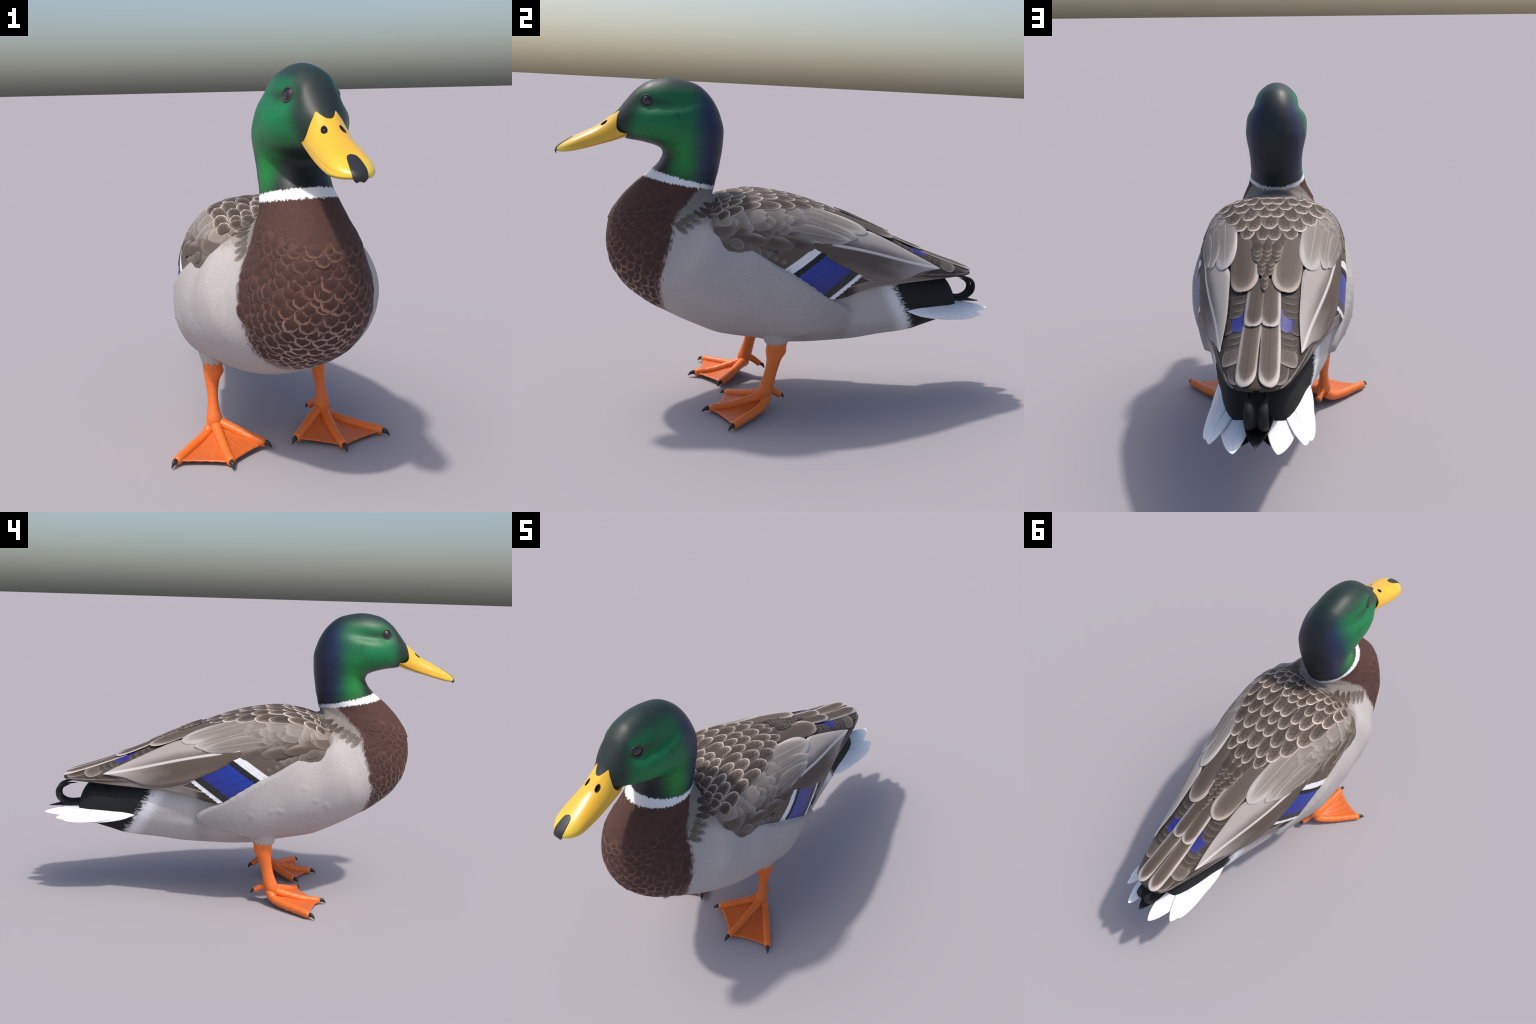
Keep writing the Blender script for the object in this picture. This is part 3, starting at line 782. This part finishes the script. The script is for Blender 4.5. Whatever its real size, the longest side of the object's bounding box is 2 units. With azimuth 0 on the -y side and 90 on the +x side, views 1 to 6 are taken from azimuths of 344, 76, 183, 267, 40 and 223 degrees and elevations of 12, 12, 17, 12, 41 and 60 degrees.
# small ones fanning round the base of the neck and down in front of the shoulder
RING = spline(np.array([(.0, -.300, .925), (.06, -.315, .922), (.125, -.345, .91), (.172, -.395, .878), (.192, -.45, .843), (.205, -.50, .805), (.218, -.525, .765)]), 60)
RING = np.array([on_skin(p, nearest_normal(p, SKIN_TREE), SKIN_TREE)[0] for p in RING])
for row in range(4):
    n = 11
    for i in range(n):
        t = (i + (.5 if row % 2 else .1)) / n
        if t < .10 or t > .9 or (row == 0 and t < .64) or (row > 1 and t > .60) or row > 2: continue
        P0 = RING[int(t * 59)]
        nrm = nearest_normal(P0, SKIN_TREE)
        d = np.array([.45 * math.sin(t * 3.0), 1.0 - .35 * t, -.10 - .60 * t]); d -= (d @ nrm) * nrm; d /= np.linalg.norm(d)
        tip = P0 + d * .027 * (row + .25); L = .070
        L *= 1 + .45 * (t > .35)
        feather("mantle_feather", M_scallop if t < .62 else M_streak, [tip - d * L * (.45 if row == 0 else .8), tip], .0240 - .010 * t, (-.0010, .0042), back, back, tree=SKIN_TREE, shape=(.48, 2, 2), droop=.002, ns=9, nw=5, thick=.0014)

# ------------------------------------------------------------------ breast feathers
def breast_feathers():
    # one curved tile, shared by all
    ns, nw = 9, 7
    n = ns * nw
    F = grid_faces(ns, nw) + [tuple(i + n for i in f[::-1]) for f in grid_faces(ns, nw)]
    ring = [j for j in range(nw)] + [i * nw + nw - 1 for i in range(1, ns)] + [(ns - 1) * nw + j for j in range(nw - 2, -1, -1)] + [i * nw for i in range(ns - 2, 0, -1)]
    F += [(a, b, b + n, a + n)[::-1] for a, b in zip(ring, ring[1:] + ring[:1])]
    tiles = []
    for lift in (.10, .17, .24):
        V = []
        for lay in (0, 1):
            for i in range(ns):
                s = 1 - (1 - i / (ns - 1)) ** 1.5
                for j in range(nw):
                    w = -1 + 2 * j / (nw - 1)
                    h = outline(min(s, .995), .62, 2.6, 2.2, .6)
                    rag = .045 * math.sin(19 * w + 3 * lift) * (s > .85)
                    V.append((w * h, s + rag, -.14 * w * w - .62 * (s - .5) ** 2 + lift * s - .08 * (1 - s) - .07 * lay))
        me = new_mesh("breast_feather", V, F, M_breast); orient(me); tiles.append(me)
    # rows follow the body's cross-sections from the collar down to the belly
    vent = BV[:, N_T // 2]
    i = int(np.argmin(np.abs(vent[:, 2] - .865) + 9 * (vent[:, 1] > -.5) + 9 * (np.arange(N_S) > 330)))
    start = i; row = 0; count = 0
    i = start
    while i > 20 and vent[i, 1] < -.44:  # one row per step
        k = 0
        spacing = float(np.interp(vent[i, 2], [.40, .55, .8, 1.0], [.031, .035, .033, .027])); lateral = spacing * 1.32
        ring_pts = BV[i, N_T // 4: N_T // 2 + 1][::-1] if BV[i, N_T // 4, 0] > 0 else BV[i, N_T // 2: 3 * N_T // 4 + 1]
        arc = np.concatenate([[0], np.cumsum(np.linalg.norm(np.diff(ring_pts, axis=0), axis=1))])
        a = 0.0 if row % 2 == 0 else lateral * .5
        while a < arc[-1]:
            P = np.array([np.interp(a, arc, ring_pts[:, c]) for c in range(3)])
            lim = np.interp(P[2], [.36, .42, .49, .59, .66, .76, .84, .90, .97], [-.50, -.55, -.585, -.600, -.585, -.555, -.538, -.49, -.43])
            if P[1] < lim - .012 and not (P[2] < .50 and a > .17):
                for sgn in ((1,) if a == 0 else (1, -1)):
                    q = P * [sgn, 1, 1]
                    loc, nr = on_skin(q, nearest_normal(q, SKIN_TREE), SKIN_TREE)
                    down = vent[max(i - 6, 0)] - vent[i]; down = down / np.linalg.norm(down)
                    back_ = np.array([0, .55 * min(a / .25, 1), 0]) + np.array([sgn * .35 * min(a / .2, 1), 0, 0])
                    d = down + back_; d -= (d @ nr) * nr; d /= np.linalg.norm(d)
                    xv = np.cross(d, nr)
                    L = spacing * 1.85 * rng.uniform(.85, 1.2); hw = lateral * .60 * rng.uniform(.85, 1.2); ang = rng.uniform(-.16, .16); d, xv = d * math.cos(ang) + xv * math.sin(ang), xv * math.cos(ang) - d * math.sin(ang); loc = loc + xv * rng.uniform(-.15, .15) * spacing + d * rng.uniform(-.22, .22) * spacing; rise = .016; me = tiles[min(2, int(max(0, (.84 - P[2]) / .09)))]
                    o = loc - d * L * .5 + nr * .0004
                    M = Matrix(((xv[0]*hw, d[0]*L, nr[0]*rise, o[0]), (xv[1]*hw, d[1]*L, nr[1]*rise, o[1]), (xv[2]*hw, d[2]*L, nr[2]*rise, o[2]), (0, 0, 0, 1)))
                    place("breast_feather", me, M, parts["torso"]); count += 1
            a += lateral
        row += 1
        # step back along the ventral line
        g = 0.0
        while g < spacing * .80 and i > 20:
            g += np.linalg.norm(vent[i] - vent[i - 1]); i -= 1
    print("breast feathers", count)
breast_feathers()

# ------------------------------------------------------------------ bill
BILL_TOP = [(-1.0, 1.100), (-.992, 1.1115), (-.984, 1.118), (-.945, 1.143), (-.886, 1.174), (-.833, 1.2015), (-.79, 1.231), (-.768, 1.2495), (-.745, 1.272), (-.70, 1.31)]
BILL_RIM = [(-1.0, 1.0965), (-.985, 1.0965), (-.963, 1.0985), (-.905, 1.111), (-.838, 1.130), (-.772, 1.152), (-.731, 1.170), (-.70, 1.184)]
BILL_W = [(-1.0, .000), (-.998, .014), (-.99, .031), (-.975, .049), (-.955, .062), (-.93, .070), (-.87, .0725), (-.80, .070), (-.74, .066), (-.70, .064)]
def curve1(tab, y):
    tab = np.array(tab); return pchip(tab[:, 0], tab[:, 1], y)
def bill_point(y, a):
    w, top, rim = curve1(BILL_W, y), curve1(BILL_TOP, y), curve1(BILL_RIM, y)
    ph = a * math.pi / 2
    n = 2.0 + .35 * sstep(-.80, -.93, y)
    q = np.abs(np.sin(ph)) ** (2 / n)
    lip = .004 * gauss((np.abs(a) - .86, .06)) * sstep(-.80, -.92, y) * -1      # groove above the rim
    return np.stack([w * np.sign(a) * q * (1 + lip * 4), y, rim + (top - rim) * np.abs(np.cos(ph)) ** (2 / n)], -1)
def bill_back(a):
    return pchip([0, .08, .20, .31, .40, .7, .88, 1], [-.778, -.775, -.760, -.743, -.750, -.758, -.747, -.722], np.abs(a))
al2 = np.linspace(-1, 1, 201)
tt = 1 - (1 - np.linspace(0, 1, 210)) ** 1.7
B = np.stack([bill_point(bill_back(al2) * (1 - t) + -.9999 * t, al2) for t in tt])
Bn = np.cross(np.gradient(B, axis=1), np.gradient(B, axis=0)); Bn /= np.linalg.norm(Bn, axis=-1, keepdims=True) + 1e-12
if Bn[80, 100, 2] < 0: Bn = -Bn
e2 = ((np.abs(B[..., 0]) - .0285) / .0072) ** 2 + ((B[..., 1] + .806) / .0115) ** 2
B = B - Bn * (.009 * sstep(1.05, .45, e2))[..., None]                                       # nostrils
B = B + Bn * (.0025 * (sstep(.16, .02, np.linspace(0, 1, 210)))[:, None])[..., None]      # raised border at the feathers
def closed_sheet(Btop, inner):
    nu, nv = Btop.shape[:2]; n0 = nu * nv
    f = grid_faces(nu, nv) + [tuple(i + n0 for i in q[::-1]) for q in grid_faces(nu, nv)]
    ring = [j for j in range(nv)] + [i * nv + nv - 1 for i in range(1, nu)] + [(nu - 1) * nv + j for j in range(nv - 2, -1, -1)] + [i * nv for i in range(nu - 2, 0, -1)]
    f += [(a, b, b + n0, a + n0)[::-1] for a, b in zip(ring, ring[1:] + ring[:1])]
    return np.concatenate([Btop.reshape(-1, 3), inner.reshape(-1, 3)]), f
v, f = closed_sheet(B, B * [.93, .996, 1] - [0, 0, .006])
bill = new_obj("bill", new_mesh("bill", v, f, M_yellow), duck); orient(bill.data)
# nail: the black hook at the tip
NW = [(-1.0, .022), (-.985, .024), (-.965, .0215), (-.945, .0175), (-.934, .011), (-.930, .001)]
ny = -.930 - .0615 * np.linspace(0, 1, 26) ** .8
def nail_rows():
    R = []
    for y in ny:
        hw = float(curve1(NW, y)); w = max(float(curve1(BILL_W, y)), .004)
        n = 2.0 + .35 * float(sstep(-.80, -.93, y))
        xs = np.linspace(-1, 1, 17) * min(hw, w * .98)
        a = np.sign(xs) * np.arcsin(np.minimum(np.abs(xs) / w, 1) ** (n / 2)) / (math.pi / 2)
        P = bill_point(np.full_like(a, y), a); P[:, 2] += .0016; R.append(P)
    u = np.linspace(-1, 1, 17)
    for y, z, hw in ((-.9975, 1.1075, .0235), (-1.0015, 1.1015, .0228), (-1.0030, 1.0960, .0210), (-1.0025, 1.0905, .0165), (-1.0005, 1.0868, .0105)):
        R.append(np.stack([u * hw, y + .0035 * u ** 2 * (hw / .0235) ** 2, np.full(17, z) - .0035 * u ** 2], -1))
    return np.stack(R)
NR = nail_rows()
v, f = closed_sheet(NR, NR * [.95, 1, 1] + [0, .004, -.003])
nail = new_obj("bill_nail", new_mesh("bill_nail", v, f, M_black), bill); orient(nail.data)
# lower mandible
def lower_mandible():
    yl = np.linspace(-.715, -.975, 40); R = []
    for y in yl:
        w = float(curve1(BILL_W, y)) * float(np.interp(y, [-.975, -.90, -.78, -.715], [.72, .84, .86, .93]))
        rim = float(curve1(BILL_RIM, y)); drop = float(np.interp(y, [-.975, -.93, -.85, -.78, -.715], [.001, .003, .0075, .013, .020]))
        th = np.linspace(0, 2 * math.pi, 28, endpoint=False)
        R.append(np.stack([w * np.cos(th), np.full(28, y), rim - .001 + np.where(np.sin(th) > 0, .006, drop) * np.sin(th)], -1))
    V = np.concatenate(R); f = grid_faces(40, 28, wrap_v=True) + [tuple(range(28)), tuple(range(39 * 28, 40 * 28))]
    o = new_obj("lower_bill", new_mesh("lower_bill", V, f, M_yellow), bill); orient(o.data)
lower_mandible()

# ------------------------------------------------------------------ eyes
bm = bmesh.new(); bmesh.ops.create_uvsphere(bm, u_segments=32, v_segments=20, radius=1.0)
eye_me = bpy.data.meshes.new("eye"); bm.to_mesh(eye_me); bm.free(); eye_me.materials.append(M_eye)
eye_me.polygons.foreach_set("use_smooth", [True] * len(eye_me.polygons))
EYE = Vector((.2, -.6535, 1.311))
_l, _nn, _i, _d = SKIN_TREE.ray_cast(EYE, Vector((-1, .12, 0)).normalized())
E_S = np.array(_l); E_AX = Vector(nearest_normal(E_S, SKIN_TREE) + np.array([.25, -.12, .02])).normalized()
ex = Vector((0, 0, 1)).cross(E_AX).normalized(); ey = E_AX.cross(ex)
E_C = E_S - np.array(E_AX) * .0214
def frame(c, s): return Matrix(((ex[0]*s, ey[0]*s, E_AX[0]*s, c[0]), (ex[1]*s, ey[1]*s, E_AX[1]*s, c[1]), (ex[2]*s, ey[2]*s, E_AX[2]*s, c[2]), (0, 0, 0, 1)))
place("eye", eye_me, frame(E_C,   .0290), parts["head"], parts["head"])
# eyelid: a soft rim lying on the head round the eyeball
rv = []; nn_ = 48
for k in range(nn_):
    a = 2 * math.pi * k / nn_
    rad = np.array(ex) * math.cos(a) * 1.06 + np.array(ey) * math.sin(a)
    p, nr = on_skin(E_S + rad * .0218, np.array(E_AX), SKIN_TREE)
    for j in range(10):
        b_ = 2 * math.pi * j / 10
        rv.append(p + rad * .0034 * math.cos(b_) + np.array(E_AX) * (.0034 * math.sin(b_) - .0002))
rf = [(k * 10 + j, k * 10 + (j + 1) % 10, ((k + 1) % nn_) * 10 + (j + 1) % 10, ((k + 1) % nn_) * 10 + j) for k in range(nn_) for j in range(10)]
lid_me = new_mesh("eyelid", rv, rf, M_lid); orient(lid_me)
place("eyelid", lid_me, Matrix.Identity(4), parts["head"], parts["head"])

# ------------------------------------------------------------------ legs and feet
def add_part(name, v, f, mat, parent):
    me = new_mesh(name, v, f, mat); orient(me); return new_obj(name, me, parent)
def mir(P, s):
    P = np.array(P, float).copy(); P[:, 0] *= s; return P
for s in (1, -1):
    P = [(.207, -.055, .36), (.214, -.072, .295), (.2165, -.077, .262), (.2185, -.082, .225), (.2205, -.090, .185), (.2215, -.098, .150), (.2225, -.107, .115), (.2225, -.116, .088), (.222, -.120, .062), (.222, -.120, .050)]
    R = [(.045, .050), (.036, .042), (.032, .038), (.0265, .031), (.0205, .0275), (.0205, .028), (.025, .031), (.031, .032), (.026, .027), (.014, .014)]
    D = spline(np.concatenate([np.array(P), np.array(R)], 1), 60)
    v, f = tube(mir(D[:, :3], s), D[:, 3:], 28, up=(0, 1, 0))
    v = np.array(v)
    # knob of the joint on the inner and rear side
    k = gauss((v[:, 2] - .268, .020)); v[:, 0] -= s * k * .012 * (np.abs(v[:, 0]) < .2165); v[:, 1] += k * .010 * (v[:, 1] > -.075)
    leg = add_part("leg", v, f, M_orange, duck)
    # feathered thigh
    P = [(.175, -.050, .44), (.195, -.062, .390), (.208, -.070, .348), (.2145, -.076, .322), (.2165, -.078, .306), (.2165, -.078, .301)]
    R = [(.080, .115), (.074, .100), (.060, .078), (.047, .055), (.036, .043), (.020, .022)]
    D = spline(np.concatenate([np.array(P), np.array(R)], 1), 30)
    v, f = tube(mir(D[:, :3], s), D[:, 3:], 36, up=(0, 1, 0)); v = np.array(v)
    rag = np.sin(np.arctan2(v[:, 1] + .075, v[:, 0] - s * .214) * 11) * .004 * (v[:, 2] < .318); v[:, 2] += rag
    add_part("thigh", v, f, M_body, leg)
    ROOT = np.array([.222, -.126, .066])
    TOES = {"middle": [(.2215, -.116, .074), (.221, -.150, .060), (.220, -.20, .044), (.219, -.28, .0235), (.2182, -.358, .0165)],
            "outer": [(.227, -.108, .066), (.243, -.117, .049), (.265, -.136, .034), (.310, -.180, .0255), (.360, -.235, .0215), (.4085, -.2885, .0180)],
            "inner": [(.214, -.114, .074), (.190, -.136, .067), (.160, -.163, .056), (.115, -.205, .038), (.0605, -.2575, .0225)],
            "hind": [(.217, -.098, .094), (.208, -.070, .080), (.1965, -.038, .0575)]}
    CLAW = {"middle": (.218, -.389, .004), "outer": (.4275, -.311, .005), "inner": (.041, -.276, .012), "hind": (.1865, -.018, .039)}
    ends = {}
    for kname, P in TOES.items():
        m = 24; D = spline(mir(P, s), m); tq = np.linspace(0, 1, m)
        w = np.interp(tq, [0, .25, .85, .95, 1], [.0225, .0200, .0175, .0185, .0125]) * (.78 if kname == "hind" else 1)
        w2 = w * (1 + .05 * np.sin(tq * 46))
        v, f = tube(D, np.stack([w2, w2 * 1.05], -1), 18)
        v = np.array(v); v[:, 2] = np.maximum(v[:, 2], .001)
        add_part("toe", v, f, M_orange, leg)
        ends[kname] = D
        tip = np.array(CLAW[kname]) * [s, 1, 1]; a = D[-1] + (D[-2] - D[-1]) * 1.0 + [0, 0, .003]
        midp = a + (tip - a) * .62 + [0, 0, .0075]
        C = spline(np.stack([a, midp, tip]), 12)
        cr = np.interp(np.linspace(0, 1, 12), [0, .45, 1], [.0105, .0105, .0018]) * (.8 if kname == "hind" else 1)
        v, f = tube(C, np.stack([cr * .85, cr], -1), 14)
        v = np.array(v); v[:, 2] = np.maximum(v[:, 2], 0.0)
        add_part("claw", v, f, M_black, leg)
    for a_, b_ in (("middle", "outer"), ("middle", "inner")):
        A_, B_ = ends[a_], ends[b_]
        nu, nw = 22, 15; top = np.zeros((nu, nw, 3))
        for i in range(nu):
            for j in range(nw):
                w = j / (nw - 1); bow = 1 - .045 * (4 * w * (1 - w)) ** .8         # concave front edge
                t = (.06 + .94 * i / (nu - 1)) * bow
                k = t * 23; q = int(min(k, 22)); fr = k - q
                pa = A_[q] + (A_[q+1] - A_[q]) * fr; pb = B_[q] + (B_[q+1] - B_[q]) * fr
                pnt = pa + (pb - pa) * w
                pnt[2] = max(pnt[2] + .001 - .004 * (4 * w * (1 - w)) + .0010 * math.sin(w * 30), .006)
                if i >= nu - 2: pnt[2] += .0015
                top[i, j] = pnt
        v, f = closed_sheet(top, top - [0, 0, .0035]); add_part("web", v, f, M_web, leg)

# ------------------------------------------------------------------ tail
def free_feather(name, mat, root, tip, hw, normal, parent, mirror=True, shape=(.55, 1.8, 2.2), bend=.0, cup=.15, base=.6, thick=.06):
    root, tip, nr = (np.array(a, float) for a in (root, tip, normal))
    yv = tip - root; L = np.linalg.norm(yv); yv /= L; zv = nr - (nr @ yv) * yv; zv /= np.linalg.norm(zv); xv = np.cross(yv, zv)
    ns, nw = 18, 9; top = np.zeros((ns, nw, 3))
    for i in range(ns):
        s = 1 - (1 - i / (ns - 1)) ** 1.6; h = outline(min(s, .998), *shape, base)
        for j in range(nw):
            w = -1 + 2 * j / (nw - 1); top[i, j] = (w * h, s, -cup * (w * h) ** 2 + bend * s * s)
    v, f = closed_sheet(top, top - [0, 0, thick])
    M = Matrix(((xv[0]*hw, yv[0]*L, zv[0]*hw, root[0]), (xv[1]*hw, yv[1]*L, zv[1]*hw, root[1]), (xv[2]*hw, yv[2]*L, zv[2]*hw, root[2]), (0, 0, 0, 1)))
    me = new_mesh(name, v, f, mat); orient(me)
    return place(name, me, M, parent, parent if mirror else None)
rump = parts["rump"]
PT = (.35, 1.5, 1.8)
free_feather("tail_feather", M_white, (.086, .70, .447), (.070, 1.000, .408), .054, (.30, 0, 1), rump, shape=PT)
free_feather("tail_feather", M_white, (.108, .64, .449), (.153, .930, .400), .052, (.45, 0, 1), rump, shape=PT)
free_feather("tail_feather", M_white, (.130, .58, .447), (.172, .890, .393), .046, (.65, 0, 1), rump, shape=PT)
free_feather("tail_feather", M_white, (.146, .52, .450), (.168, .815, .388), .037, (.85, 0, 1), rump, shape=PT)
free_feather("black_tail_feather", M_tailblack, (.0, .76, .430), (.0, .992, .424), .050, (0, 0, 1), rump, mirror=False, shape=(.40, 1.3, 1.4), cup=-.45)
free_feather("black_tail_feather", M_tailblack, (.03, .76, .415), (.050, .945, .404), .042, (.1, 0, 1), rump, shape=(.4, 1.5, 1.8))
# curled drake feathers
C = [(.022, .79, .462), (.022, .845, .447), (.022, .900, .446), (.023, .937, .468), (.0235, .946, .500), (.024, .935, .527), (.025, .905, .543), (.026, .872, .549), (.027, .845, .550)]
D = spline(np.array(C), 48); tq = np.linspace(0, 1, 48)
r1 = np.interp(tq, [0, .25, .6, .85, 1], [.011, .0160, .0160, .009, .0010]); r2 = np.interp(tq, [0, .3, .6, .85, 1], [.011, .0110, .0095, .005, .0008])
v, f = tube(D, np.stack([r1, r2], -1), 16, up=(0, -.2, 1)) if False else (None, None)
def ribbon(D, r1, r2):
    T = np.gradient(D, axis=0); T /= np.linalg.norm(T, axis=1)[:, None]; vs = []
    for p, t, a, b in zip(D, T, r1, r2):
        sd = np.array([1.0, 0, 0]); sd -= (sd @ t) * t; sd /= np.linalg.norm(sd); n = np.cross(sd, t)
        for k in range(16):
            g = 2 * math.pi * k / 16; vs.append(p + sd * a * math.cos(g) + n * b * math.sin(g) * (1 - .35 * abs(math.cos(g))))
    return vs, grid_faces(len(D), 16, wrap_v=True) + [tuple(range(16)), tuple(range((len(D) - 1) * 16, len(D) * 16))]
for s in (1, -1):
    v, f = ribbon(mir(D, s) + [0, 0, 0 if s > 0 else -.004], r1, r2)
    add_part("curled_feather", v, f, M_tailblack, rump)
    # a shorter one nested inside and nearer the middle
    ctr_ = np.array([0, .897, .497]); D2 = (D - ctr_) * [1, .86, .84] + ctr_ + [-.012, -.004, -.006]
    D2 = D2[: 40]; k2 = np.linspace(0, 1, 40)
    v, f = ribbon(mir(D2, s), np.interp(k2, [0, .3, .8, 1], [.009, .013, .010, .001]), np.interp(k2, [0, .3, .8, 1], [.008, .0085, .006, .001]))
    add_part("curled_feather", v, f, M_tailblack, rump)
